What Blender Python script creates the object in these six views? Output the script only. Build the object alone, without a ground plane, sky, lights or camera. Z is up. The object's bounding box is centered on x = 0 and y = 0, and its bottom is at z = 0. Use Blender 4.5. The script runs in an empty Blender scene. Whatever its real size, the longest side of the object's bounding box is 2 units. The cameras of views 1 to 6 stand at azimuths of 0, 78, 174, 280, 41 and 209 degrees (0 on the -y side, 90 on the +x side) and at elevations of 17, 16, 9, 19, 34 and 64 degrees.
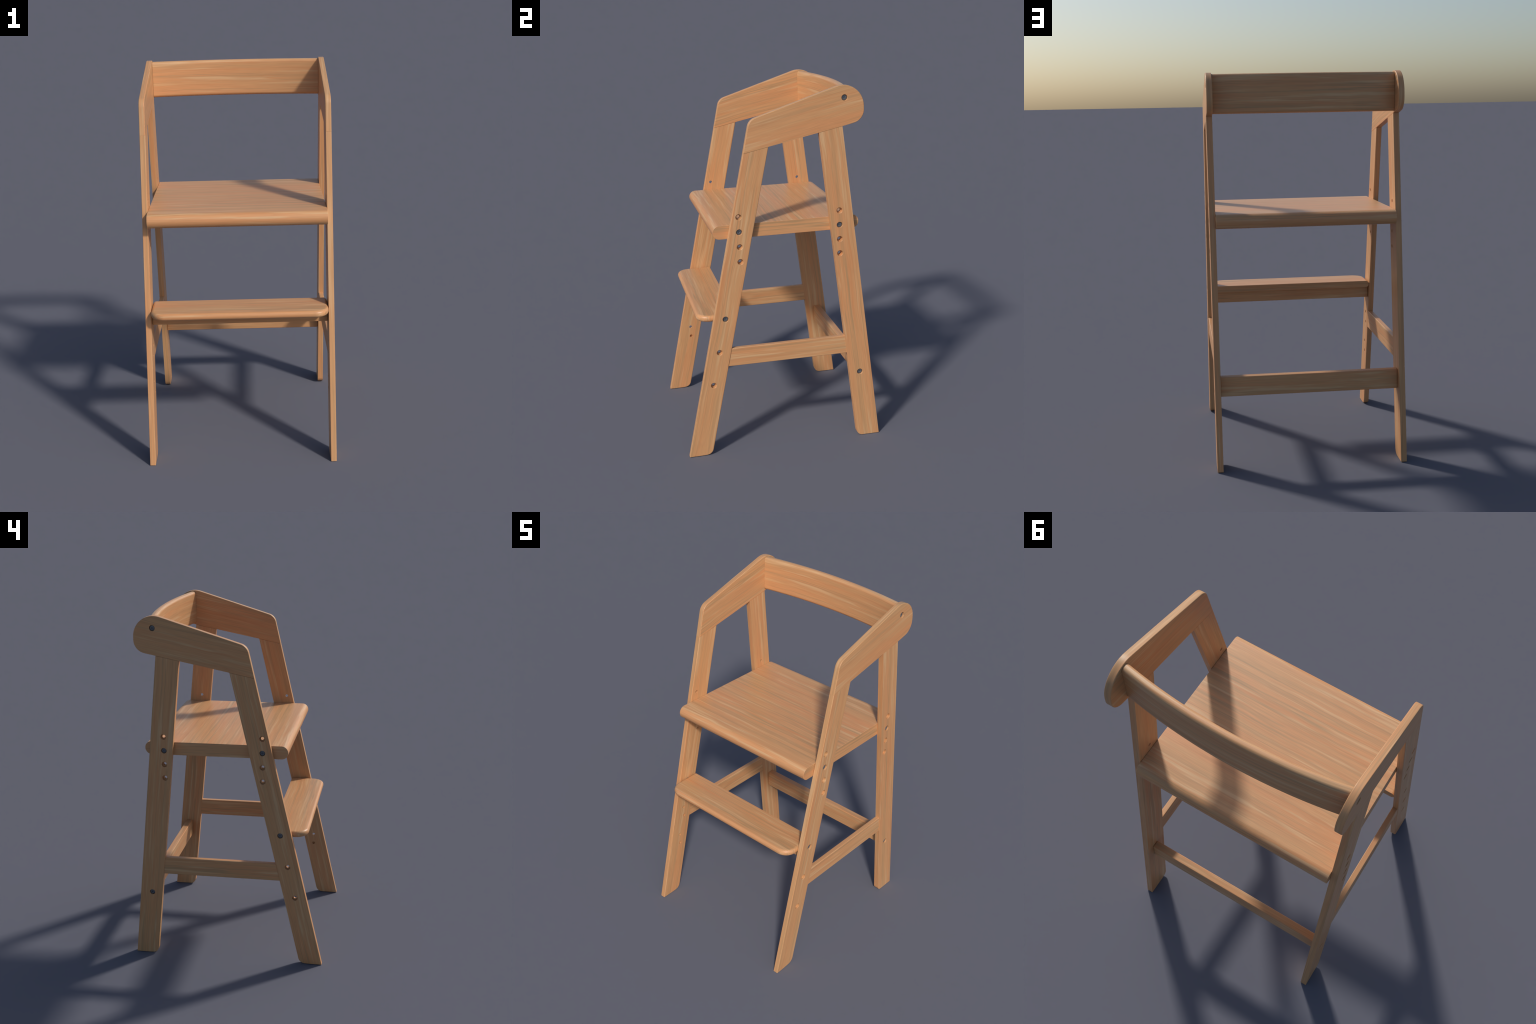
# A child's wooden high chair: two A-shaped side frames (slanted legs + armrest),
# seat board, curved back rail, low footrest on a rail, stretchers, and socket bolts
# in rows of counterbored adjustment holes.
import bpy, bmesh
from math import sin, cos, tan, pi, atan2, sqrt, acos
from mathutils import Matrix, Vector

# ------------------------------------------------------------------ dimensions
X_OUT, X_IN = 0.490, 0.460           # outer / inner plane of each side frame
THICK = X_OUT - X_IN
FRONT_SLOPE = 0.2220                 # dy/dz of the front leg
REAR_SLOPE = -0.1086                 # dy/dz of the rear leg
FRONT_Y0, FRONT_Y1 = -0.5500, -0.4213   # front leg edges on the floor
REAR_Y0, REAR_Y1 = 0.4212, 0.5500       # rear leg edges on the floor
ARM_LOW = lambda y: 1.7149 + 0.2045 * y      # underside of the armrest
ARM_TOP = lambda y: 1.8925 + 0.3135 * y      # top of the armrest
ARM_BACK = 0.4745

front_edge = lambda z: FRONT_Y0 + FRONT_SLOPE * z
front_inner = lambda z: FRONT_Y1 + FRONT_SLOPE * z
rear_edge = lambda z: REAR_Y1 + REAR_SLOPE * z
rear_inner = lambda z: REAR_Y0 + REAR_SLOPE * z

# bolt / adjustment hole centres, (y, z) on the frame
FRONT_SEAT_HOLES = [(-0.2155, 1.1030 + 0.0813 * i) for i in range(4)]
REAR_SEAT_HOLES = [(0.3333, 1.0995 + 0.0793 * i) for i in range(4)]
FOOT_HOLES = [(-0.3108 - 0.0416 * i, 0.7895 - 0.1881 * i) for i in range(3)]
FOOT_DOWELS = [(y, z - 0.0618) for y, z in FOOT_HOLES]
STRETCHER_HOLE = (0.4392, 0.3938)
ARM_HOLE = (0.3688, 1.9350)
SEAT_SLOT = 2                        # hole of each row that carries the seat bolt

# ------------------------------------------------------------------ materials
def new_material(name):
    m = bpy.data.materials.new(name)
    m.use_nodes = True
    nt = m.node_tree
    for n in list(nt.nodes):
        if n.type not in {'BSDF_PRINCIPLED', 'OUTPUT_MATERIAL'}:
            nt.nodes.remove(n)
    return m, nt, nt.nodes['Principled BSDF']

def wood_material(name, stretch, sag=0.0):
    """Oiled beech-like wood.  stretch = streak frequency along object x, y, z."""
    m, nt, bsdf = new_material(name)
    N, L = nt.nodes.new, nt.links.new
    tc = N('ShaderNodeTexCoord')
    info = N('ShaderNodeObjectInfo')
    src = tc.outputs['Object']
    if sag:                                   # straighten the bent rail first
        sep = N('ShaderNodeSeparateXYZ'); L(src, sep.inputs[0])
        sq = N('ShaderNodeMath'); sq.operation = 'MULTIPLY'
        L(sep.outputs[0], sq.inputs[0]); L(sep.outputs[0], sq.inputs[1])
        ma = N('ShaderNodeMath'); ma.operation = 'MULTIPLY_ADD'
        L(sq.outputs[0], ma.inputs[0]); ma.inputs[1].default_value = sag
        L(sep.outputs[1], ma.inputs[2])
        com = N('ShaderNodeCombineXYZ')
        L(sep.outputs[0], com.inputs[0]); L(ma.outputs[0], com.inputs[1]); L(sep.outputs[2], com.inputs[2])
        src = com.outputs[0]
    # every board is cut from another place in the log
    off = N('ShaderNodeVectorMath'); off.operation = 'SCALE'
    off.inputs[0].default_value = (7.3, 11.9, 5.1)
    L(info.outputs['Random'], off.inputs['Scale'])
    add = N('ShaderNodeVectorMath'); add.operation = 'ADD'
    L(src, add.inputs[0]); L(off.outputs[0], add.inputs[1])
    # gentle waviness of the fibres
    wn = N('ShaderNodeTexNoise'); wn.inputs['Scale'].default_value = 3.2
    wn.inputs['Detail'].default_value = 2.0
    L(add.outputs[0], wn.inputs['Vector'])
    wc = N('ShaderNodeVectorMath'); wc.operation = 'SUBTRACT'
    L(wn.outputs['Color'], wc.inputs[0]); wc.inputs[1].default_value = (0.5, 0.5, 0.5)
    ws = N('ShaderNodeVectorMath'); ws.operation = 'SCALE'
    L(wc.outputs[0], ws.inputs[0]); ws.inputs['Scale'].default_value = 0.016
    wv = N('ShaderNodeVectorMath'); wv.operation = 'ADD'
    L(add.outputs[0], wv.inputs[0]); L(ws.outputs[0], wv.inputs[1])
    base = wv.outputs[0]

    def noise(along, across, detail, seed, rough=0.55):
        mp = N('ShaderNodeMapping')
        sx, sy, sz = stretch
        mp.inputs['Scale'].default_value = tuple(along if s == 0 else across * s for s in (sx, sy, sz))
        mp.inputs['Location'].default_value = (seed * 3.7, seed * 1.3, seed * 2.9)
        L(base, mp.inputs['Vector'])
        t = N('ShaderNodeTexNoise')
        t.inputs['Scale'].default_value = 1.0
        t.inputs['Detail'].default_value = detail
        t.inputs['Roughness'].default_value = rough
        L(mp.outputs[0], t.inputs['Vector'])
        return t.outputs['Fac']

    def ramp(fac, stops):
        r = N('ShaderNodeValToRGB')
        el = r.color_ramp.elements
        while len(el) < len(stops):
            el.new(0.5)
        for e, (p, c) in zip(el, stops):
            e.position = p
            e.color = (*c, 1.0)
        L(fac, r.inputs[0])
        return r.outputs[0]

    def mix(fac, a, b, mode='MIX'):
        x = N('ShaderNodeMix'); x.data_type = 'RGBA'; x.blend_type = mode
        if isinstance(fac, float):
            x.inputs['Factor'].default_value = fac
        else:
            L(fac, x.inputs['Factor'])
        for sock, v in ((x.inputs[6], a), (x.inputs[7], b)):
            if isinstance(v, tuple):
                sock.default_value = (*v, 1.0)
            else:
                L(v, sock)
        return x.outputs[2]

    g = lambda v: (v, v, v)
    # broad bands, from honey to salmon
    col = ramp(noise(0.9, 14.0, 3.0, 1), [(0.32, HONEY), (0.50, TAN), (0.66, SALMON)])
    # soft olive bands
    soft = ramp(noise(0.45, 36.0, 3.0, 7), [(0.52, g(0)), (0.68, g(0.55))])
    col = mix(soft, col, OLIVE)
    # narrow grey-green growth lines, in groups
    lines = ramp(noise(0.30, 36.0, 1.5, 2, 0.45), [(0.462, g(0)), (0.492, g(1)), (0.508, g(1)), (0.538, g(0))])
    groups = ramp(noise(0.8, 17.0, 2.0, 5), [(0.40, g(0.10)), (0.60, g(0.85))])
    mask = mix(1.0, lines, groups, 'MULTIPLY')
    col = mix(mask, col, OLIVE)
    # warm orange streaks
    warm = ramp(noise(1.7, 55.0, 3.0, 3), [(0.55, g(0)), (0.72, g(0.62))])
    col = mix(warm, col, ORANGE)
    # pale wandering flecks
    pale = ramp(noise(2.0, 52.0, 2.5, 4), [(0.55, g(0)), (0.68, g(0.85))])
    col = mix(pale, col, CREAM)
    # fine fibre
    fib = noise(7.0, 330.0, 2.0, 6)
    col = mix(1.0, col, ramp(fib, [(0.25, g(0.90)), (0.75, g(1.08))]), 'MULTIPLY')
    L(col, bsdf.inputs['Base Color'])
    bsdf.inputs['Roughness'].default_value = 0.42
    bsdf.inputs['Specular IOR Level'].default_value = 0.45
    bump = N('ShaderNodeBump'); bump.inputs['Strength'].default_value = 0.06
    bump.inputs['Distance'].default_value = 0.001
    L(fib, bump.inputs['Height']); L(bump.outputs[0], bsdf.inputs['Normal'])
    return m

HONEY = (0.595, 0.320, 0.147)
TAN = (0.610, 0.310, 0.140)
SALMON = (0.625, 0.289, 0.126)
OLIVE = (0.440, 0.262, 0.128)
ORANGE = (0.590, 0.252, 0.103)
CREAM = (0.650, 0.401, 0.210)

WOOD = wood_material('oiled_wood', (0, 1, 1))
WOOD_EDGE = wood_material('oiled_wood_edge', (0, 0, 1))     # sawn edges: lines run round the board
WOOD_END = wood_material('oiled_wood_board_end', (1, 0, 1)) # board ends: lines run across
WOOD_BENT = wood_material('oiled_wood_bent', (0, 1, 1), sag=0.2035)

def steel_material():
    m, nt, bsdf = new_material('dark_bolt_steel')
    n = nt.nodes.new('ShaderNodeTexNoise'); n.inputs['Scale'].default_value = 300
    r = nt.nodes.new('ShaderNodeValToRGB')
    r.color_ramp.elements[0].color = (0.120, 0.128, 0.145, 1)
    r.color_ramp.elements[1].color = (0.165, 0.175, 0.198, 1)
    nt.links.new(n.outputs['Fac'], r.inputs[0])
    nt.links.new(r.outputs[0], bsdf.inputs['Base Color'])
    bsdf.inputs['Metallic'].default_value = 0.35
    bsdf.inputs['Roughness'].default_value = 0.36
    return m
STEEL = steel_material()

# ------------------------------------------------------------------ helpers
def empty(name):
    o = bpy.data.objects.new(name, None)
    bpy.context.collection.objects.link(o)
    return o

ROOT = empty('wooden_high_chair')
ROOT['label'] = "tall wooden child's high chair with footrest and armrests"
ROOT['category'] = 'high chair'

def fillet(corners, steps=14):
    """corners: (a, b, radius[, tag]) -> list of (point, tag of the edge that leaves it)."""
    out = []
    n = len(corners)
    for i, c in enumerate(corners):
        p = Vector(c[:2]); r = c[2]
        tag = c[3] if len(c) > 3 else 'a'
        if r <= 0:
            out.append((p, tag)); continue
        d0 = (Vector(corners[i - 1][:2]) - p).normalized()
        d1 = (Vector(corners[(i + 1) % n][:2]) - p).normalized()
        half = acos(max(-1, min(1, d0.dot(d1)))) / 2
        t = r / tan(half)
        centre = p + (d0 + d1).normalized() * (r / sin(half))
        a, b = p + d0 * t - centre, p + d1 * t - centre
        total = a.angle_signed(b)
        for k in range(steps + 1):
            f = -total * k / steps
            q = Vector((a.x * cos(f) - a.y * sin(f), a.x * sin(f) + a.y * cos(f)))
            out.append((centre + q, tag))
    return out

def prism(outline, lo, hi):
    """Extrude an outline [(Vector2, tag)] along local z; returns bmesh + edge bevel weights by tag."""
    bm = bmesh.new()
    wl = bm.edges.layers.float.new('bevel_weight_edge')
    bot = [bm.verts.new((p.x, p.y, lo)) for p, _ in outline]
    top = [bm.verts.new((p.x, p.y, hi)) for p, _ in outline]
    bm.faces.new(list(reversed(bot))); bm.faces.new(top)
    n = len(outline)
    for i in range(n):
        j = (i + 1) % n
        bm.faces.new((bot[i], bot[j], top[j], top[i]))
    bmesh.ops.recalc_face_normals(bm, faces=bm.faces)
    for i in range(n):
        j = (i + 1) % n
        w = {'a': 1.0, 'tight': 0.2, 'none': 0.0}[outline[i][1]]
        for ring in (bot, top):
            bm.edges.get((ring[i], ring[j]))[wl] = w
    return bm, wl

def add_object(name, mesh, matrix, parent, material):
    for mat in (material if isinstance(material, (list, tuple)) else [material]):
        if mesh.materials.find(mat.name) < 0:
            mesh.materials.append(mat)
    o = bpy.data.objects.new(name, mesh)
    bpy.context.collection.objects.link(o)
    o.parent = parent
    o.matrix_world = matrix
    return o

def bake(o):
    """Apply the modifiers of o, so the object keeps a plain mesh."""
    dg = bpy.context.evaluated_depsgraph_get()
    dg.update()
    me = bpy.data.meshes.new_from_object(o.evaluated_get(dg), preserve_all_data_layers=True, depsgraph=dg)
    old = o.data
    o.modifiers.clear()
    o.data = me
    me.name = o.name
    bpy.data.meshes.remove(old)

def finish(o, bevel, cutters=(), segments=3, angle=35):
    bev = o.modifiers.new('edges', 'BEVEL')
    bev.width = bevel; bev.segments = segments
    bev.limit_method = 'WEIGHT'
    bev.use_clamp_overlap = True
    if cutters:
        for c in cutters:
            b = o.modifiers.new('hole', 'BOOLEAN')
            b.operation = 'DIFFERENCE'; b.solver = 'EXACT'; b.object = c
    bake(o)
    for p in o.data.polygons:
        p.use_smooth = True
    o.data.set_sharp_from_angle(angle=angle * pi / 180)
    w = o.modifiers.new('normals', 'WEIGHTED_NORMAL')
    w.keep_sharp = True; w.weight = 90
    bake(o)
    for c in cutters:
        me = c.data
        bpy.data.objects.remove(c); bpy.data.meshes.remove(me)

def lathe(profile, steps=40):
    """Closed solid turned about local z; profile = [(radius, z)] from axis to axis."""
    bm = bmesh.new()
    rings = []
    for r, z in profile:
        if r <= 1e-9:
            rings.append([bm.verts.new((0, 0, z))])
        else:
            rings.append([bm.verts.new((r * cos(2 * pi * k / steps), r * sin(2 * pi * k / steps), z)) for k in range(steps)])
    for a, b in zip(rings, rings[1:]):
        for k in range(steps):
            j = (k + 1) % steps
            if len(a) == 1 and len(b) > 1:
                bm.faces.new((a[0], b[k], b[j]))
            elif len(b) == 1 and len(a) > 1:
                bm.faces.new((a[k], b[0], a[j]))
            elif len(a) > 1:
                bm.faces.new((a[k], b[k], b[j], a[j]))
    bmesh.ops.recalc_face_normals(bm, faces=bm.faces)
    return bm

def mesh_from(bm, name):
    me = bpy.data.meshes.new(name)
    bm.to_mesh(me); bm.free()
    return me

# ------------------------------------------------------------------ frame orientation
def frame_axes(side, y, z):
    """Object matrix of a bolt or cutter: local z points out of the side frame."""
    zx = Vector((side, 0, 0)); xx = Vector((0, 1, 0)); yx = zx.cross(xx)
    m = Matrix((xx, yx, zx)).transposed().to_4x4()
    m.translation = (side * X_OUT, y, z)
    return m

BORE_R, SINK_R, SINK_DEPTH = 0.0088, 0.0156, 0.0150

def bolt_cutter(side, y, z):
    me = mesh_from(lathe([(0, -0.05), (BORE_R, -0.05), (BORE_R, -SINK_DEPTH), (SINK_R, -SINK_DEPTH),
                          (SINK_R, -0.0012), (SINK_R + 0.0014, 0.0002), (SINK_R + 0.0014, 0.01), (0, 0.01)]), 'cutter')
    o = bpy.data.objects.new('cutter', me)
    bpy.context.collection.objects.link(o)
    o.matrix_world = frame_axes(side, y, z)
    o.hide_render = True
    return o

def dowel_cutter(side, y, z):
    me = mesh_from(lathe([(0, -0.05), (BORE_R, -0.05), (BORE_R, -0.018), (0, -0.018)]), 'cutter')
    o = bpy.data.objects.new('cutter', me)
    bpy.context.collection.objects.link(o)
    o.matrix_world = frame_axes(side, y, z)
    o.hide_render = True
    return o

def frame_board(name, side, corners, grain, holes=(), dowels=(), bevel=0.0032,
                x_in=X_IN, x_out=X_OUT):
    """A board lying in the side frame.  corners in world (y, z); grain = direction of its fibres."""
    gx = Vector((0, *grain)).normalized()
    gz = Vector((side, 0, 0))
    gy = gz.cross(gx)
    origin = Vector((side * (x_in + x_out) / 2, *corners[0][:2]))
    m = Matrix((gx, gy, gz)).transposed().to_4x4()
    m.translation = origin
    inv = m.inverted()
    local = []
    for c in corners:
        q = inv @ Vector((origin.x, c[0], c[1]))
        local.append((q.x, q.y, *c[2:]))
    outline = fillet(local)
    half = (x_out - x_in) / 2
    bm, _ = prism(outline, -half, half)
    for f in bm.faces:                     # sawn edge faces carry the edge wood
        f.material_index = 0 if abs(f.normal.z) > 0.5 else 1
    o = add_object(name, mesh_from(bm, name), m, ROOT, [WOOD, WOOD_EDGE])
    bpy.context.view_layer.update()
    cutters = [bolt_cutter(side, *h) for h in holes] + [dowel_cutter(side, *h) for h in dowels]
    bpy.context.view_layer.update()
    finish(o, bevel, cutters)
    return o

# z where a leg edge meets the armrest underside
def meet(y0, slope):
    z = (1.7149 + 0.2045 * y0) / (1 - 0.2045 * slope)
    return y0 + slope * z, z

def arm_corner():
    z = (1.8925 + 0.3135 * FRONT_Y0) / (1 - 0.3135 * FRONT_SLOPE)
    return front_edge(z), z

GAP = 0.0006
for side in (1, -1):
    a = meet(FRONT_Y0, FRONT_SLOPE); b = meet(FRONT_Y1, FRONT_SLOPE)
    frame_board('front_leg', side, [
        (FRONT_Y0, 0.0, 0.0, 'tight'), (FRONT_Y1, 0.0, 0.040, 'a'),
        (b[0], b[1] - GAP, 0.0, 'none'), (a[0], a[1] - GAP, 0.0, 'a')],
        (FRONT_SLOPE, 1.0),
        holes=FRONT_SEAT_HOLES + FOOT_HOLES, dowels=FOOT_DOWELS)

    c = meet(REAR_Y0, REAR_SLOPE); d = meet(REAR_Y1, REAR_SLOPE)
    frame_board('rear_leg', side, [
        (REAR_Y1, 0.0, 0.0, 'a'), (d[0], d[1] - GAP, 0.0, 'none'),
        (c[0], c[1] - GAP, 0.0, 'a'), (REAR_Y0, 0.0, 0.036, 'tight')],
        (REAR_SLOPE, 1.0),
        holes=REAR_SEAT_HOLES + [STRETCHER_HOLE])

    e = arm_corner()
    frame_board('armrest', side, [
        (a[0], a[1], 0.0, 'tight'), (ARM_BACK, ARM_LOW(ARM_BACK), 0.070, 'a'),
        (ARM_BACK, ARM_TOP(ARM_BACK), 0.1142, 'a'), (e[0], e[1], 0.060, 'a')],
        (1.0, 0.215), holes=[ARM_HOLE])

    z0, z1 = 0.5148, 0.6175
    frame_board('side_stretcher', side, [
        (front_inner(z0) - 0.003, z0, 0.0, 'a'), (rear_inner(z0) + 0.003, z0, 0.0, 'none'),
        (rear_inner(z1) + 0.003, z1, 0.0, 'a'), (front_inner(z1) - 0.003, z1, 0.0, 'none')],
        (1.0, 0.0), x_in=X_IN + 0.0008, x_out=X_OUT - 0.0026)

# ------------------------------------------------------------------ boards that span the frames (grain = world x)
def cross_board(name, corners, half_length, bevel, parent=ROOT, material=WOOD, weight=1.0, end_material=None):
    """Prism along x with an outline given in world (y, z)."""
    cy = sum(c[0] for c in corners) / len(corners); cz = sum(c[1] for c in corners) / len(corners)
    outline = fillet([(c[0] - cy, c[1] - cz, *c[2:]) for c in corners])
    bm, wl = prism(outline, -half_length, half_length)
    # local z of the prism is turned to x, so that the object's own x runs along the board
    bmesh.ops.transform(bm, verts=bm.verts, matrix=Matrix(((0, 0, 1, 0), (1, 0, 0, 0), (0, 1, 0, 0), (0, 0, 0, 1))))
    for e in bm.edges:                      # the long edges
        v = e.verts[1].co - e.verts[0].co
        if abs(v.x) > half_length and len(e.link_faces) == 2 and e.calc_face_angle(0) > 0.6:
            e[wl] = weight
    if end_material:
        for f in bm.faces:
            f.material_index = 1 if abs(f.normal.x) > 0.5 else 0
    mats = [material] + ([end_material] if end_material else [])
    o = add_object(name, mesh_from(bm, name), Matrix.Translation((0, cy, cz)), parent, mats)
    bpy.context.view_layer.update()
    finish(o, bevel)
    return o

# seat with fully rounded front and rear edges
S0, S1, SY0, SY1 = 1.2265, 1.3008, -0.3530, 0.4475
R = (S1 - S0) / 2 - 0.0003
seat = cross_board('seat', [(SY0, S0, R), (SY1, S0, R), (SY1, S1, R), (SY0, S1, R)], 0.4592, 0.0016,
                   end_material=WOOD_END)

# low stretcher between the rear legs
cross_board('rear_stretcher', [(0.4235, 0.3690, 0), (0.4625, 0.3690, 0), (0.4625, 0.4715, 0), (0.4235, 0.4715, 0)],
            X_IN - 0.0005, 0.0040)

# ------------------------------------------------------------------ footrest: rounded board on a rail
def rounded_board(name, x_half, y_front, y_rear, z_low, z_high, corner, round_r, matrix_y, parent):
    """Board with two rounded front corners; front and side edges are turned round."""
    steps, rnd = 16, 8
    def plan(inset):
        pts = [(x_half - inset, y_rear), (-x_half + inset, y_rear)]
        c = corner
        for sx, a0 in ((-1, pi), (1, 1.5 * pi)):
            for k in range(steps + 1):
                t = a0 + 0.5 * pi * k / steps
                pts.append((sx * (x_half - c) + (c - inset) * cos(t), y_front + c + (c - inset) * sin(t)))
        return pts
    levels = []
    for k in range(rnd + 1):
        t = 0.5 * pi * k / rnd
        levels.append((round_r * (1 - sin(t)), z_low + round_r * (1 - cos(t))))
    for k in range(rnd + 1):
        t = 0.5 * pi * k / rnd
        levels.append((round_r * (1 - cos(t)), z_high - round_r * (1 - sin(t))))
    bm = bmesh.new()
    cz = (z_low + z_high) / 2
    rings = [[bm.verts.new((x, y - matrix_y, z - cz)) for x, y in plan(i)] for i, z in levels]
    n = len(rings[0])
    for a, b in zip(rings, rings[1:]):
        for k in range(n):
            j = (k + 1) % n
            bm.faces.new((a[k], a[j], b[j], b[k]))
    bm.faces.new(list(reversed(rings[0]))); bm.faces.new(rings[-1])
    bmesh.ops.recalc_face_normals(bm, faces=bm.faces)
    wl = bm.edges.layers.float.new('bevel_weight_edge')
    o = add_object(name, mesh_from(bm, name), Matrix.Translation((0, matrix_y, cz)), parent, WOOD)
    bpy.context.view_layer.update()
    finish(o, 0.002)
    return o

F0, F1 = 0.7695, 0.8065
footrest = rounded_board('footrest', 0.4585, -0.4610, -0.2535, F0, F1, 0.072, 0.0172, -0.36, ROOT)
rail = cross_board('support_rail', [(-0.3300, 0.7025, 0), (-0.2900, 0.7025, 0), (-0.2900, F0 + 0.001, 0), (-0.3300, F0 + 0.001, 0)],
                   0.4590, 0.0030, parent=footrest)

# ------------------------------------------------------------------ back rail, bent backwards in plan
def back_rail():
    half, sag = 0.4590, 0.0430
    y0, depth, z_low, z_high, r = 0.3515, 0.0385, 1.7970, 1.9925, 0.0165
    section = [p for p, _ in fillet([(-depth / 2, -(z_high - z_low) / 2, r), (depth / 2, -(z_high - z_low) / 2, r),
                                     (depth / 2, (z_high - z_low) / 2, r), (-depth / 2, (z_high - z_low) / 2, r)], 10)]
    bm = bmesh.new()
    seg = 56
    rings = []
    for i in range(seg + 1):
        x = -half + 2 * half * i / seg
        radius = (half * half + sag * sag) / (2 * sag)
        bend = sqrt(radius * radius - x * x) - (radius - sag)
        rings.append([bm.verts.new((x, p.x + bend, p.y)) for p in section])
    n = len(section)
    for a, b in zip(rings, rings[1:]):
        for k in range(n):
            j = (k + 1) % n
            bm.faces.new((a[k], a[j], b[j], b[k]))
    bm.faces.new(rings[0]); bm.faces.new(list(reversed(rings[-1])))
    bmesh.ops.recalc_face_normals(bm, faces=bm.faces)
    bm.edges.layers.float.new('bevel_weight_edge')
    o = add_object('backrest', mesh_from(bm, 'backrest'),
                   Matrix.Translation((0, y0 + depth / 2, (z_low + z_high) / 2)), ROOT, WOOD_BENT)
    bpy.context.view_layer.update()
    finish(o, 0.001)
back_rail()

# ------------------------------------------------------------------ bolts with hexagon sockets
def bolt_mesh():
    head_r, top, neck = 0.0152, -0.0065, -SINK_DEPTH + 0.0004
    hex_r, hex_depth, shank_r, steps = 0.0048, 0.0035, BORE_R - 0.0006, 48
    bm = bmesh.new()
    def ring(r, z, hexagon=False):
        vs = []
        for k in range(steps):
            t = 2 * pi * k / steps
            rr = r
            if hexagon:
                s = (t + pi / 6) % (pi / 3) - pi / 6
                rr = r * cos(pi / 6) / cos(s)
            vs.append(bm.verts.new((rr * cos(t), rr * sin(t), z)))
        return vs
    rings = [ring(hex_r, top - hex_depth, True), ring(hex_r, top - 0.0004, True), ring(hex_r + 0.0005, top, True),
             ring(head_r * 0.72, top), ring(head_r - 0.0022, top - 0.0006), ring(head_r - 0.0006, top - 0.0016),
             ring(head_r, top - 0.0032), ring(head_r, neck), ring(shank_r, neck), ring(shank_r, -THICK - 0.0010)]
    for a, b in zip(rings, rings[1:]):
        for k in range(steps):
            j = (k + 1) % steps
            bm.faces.new((a[k], b[k], b[j], a[j]))
    bm.faces.new(rings[0]); bm.faces.new(list(reversed(rings[-1])))
    bmesh.ops.recalc_face_normals(bm, faces=bm.faces)
    me = mesh_from(bm, 'bolt')
    for p in me.polygons:
        p.use_smooth = True
    me.set_sharp_from_angle(angle=40 * pi / 180)
    me.materials.append(STEEL)
    return me

BOLT = bolt_mesh()
for side in (1, -1):
    for i, (y, z) in enumerate([FRONT_SEAT_HOLES[SEAT_SLOT], REAR_SEAT_HOLES[SEAT_SLOT], FOOT_HOLES[0],
                                STRETCHER_HOLE, ARM_HOLE]):
        o = bpy.data.objects.new('bolt', BOLT)
        bpy.context.collection.objects.link(o)
        o.parent = ROOT
        o.matrix_world = frame_axes(side, y, z) @ Matrix.Rotation(0.35 + 0.7 * i + side, 4, 'Z')
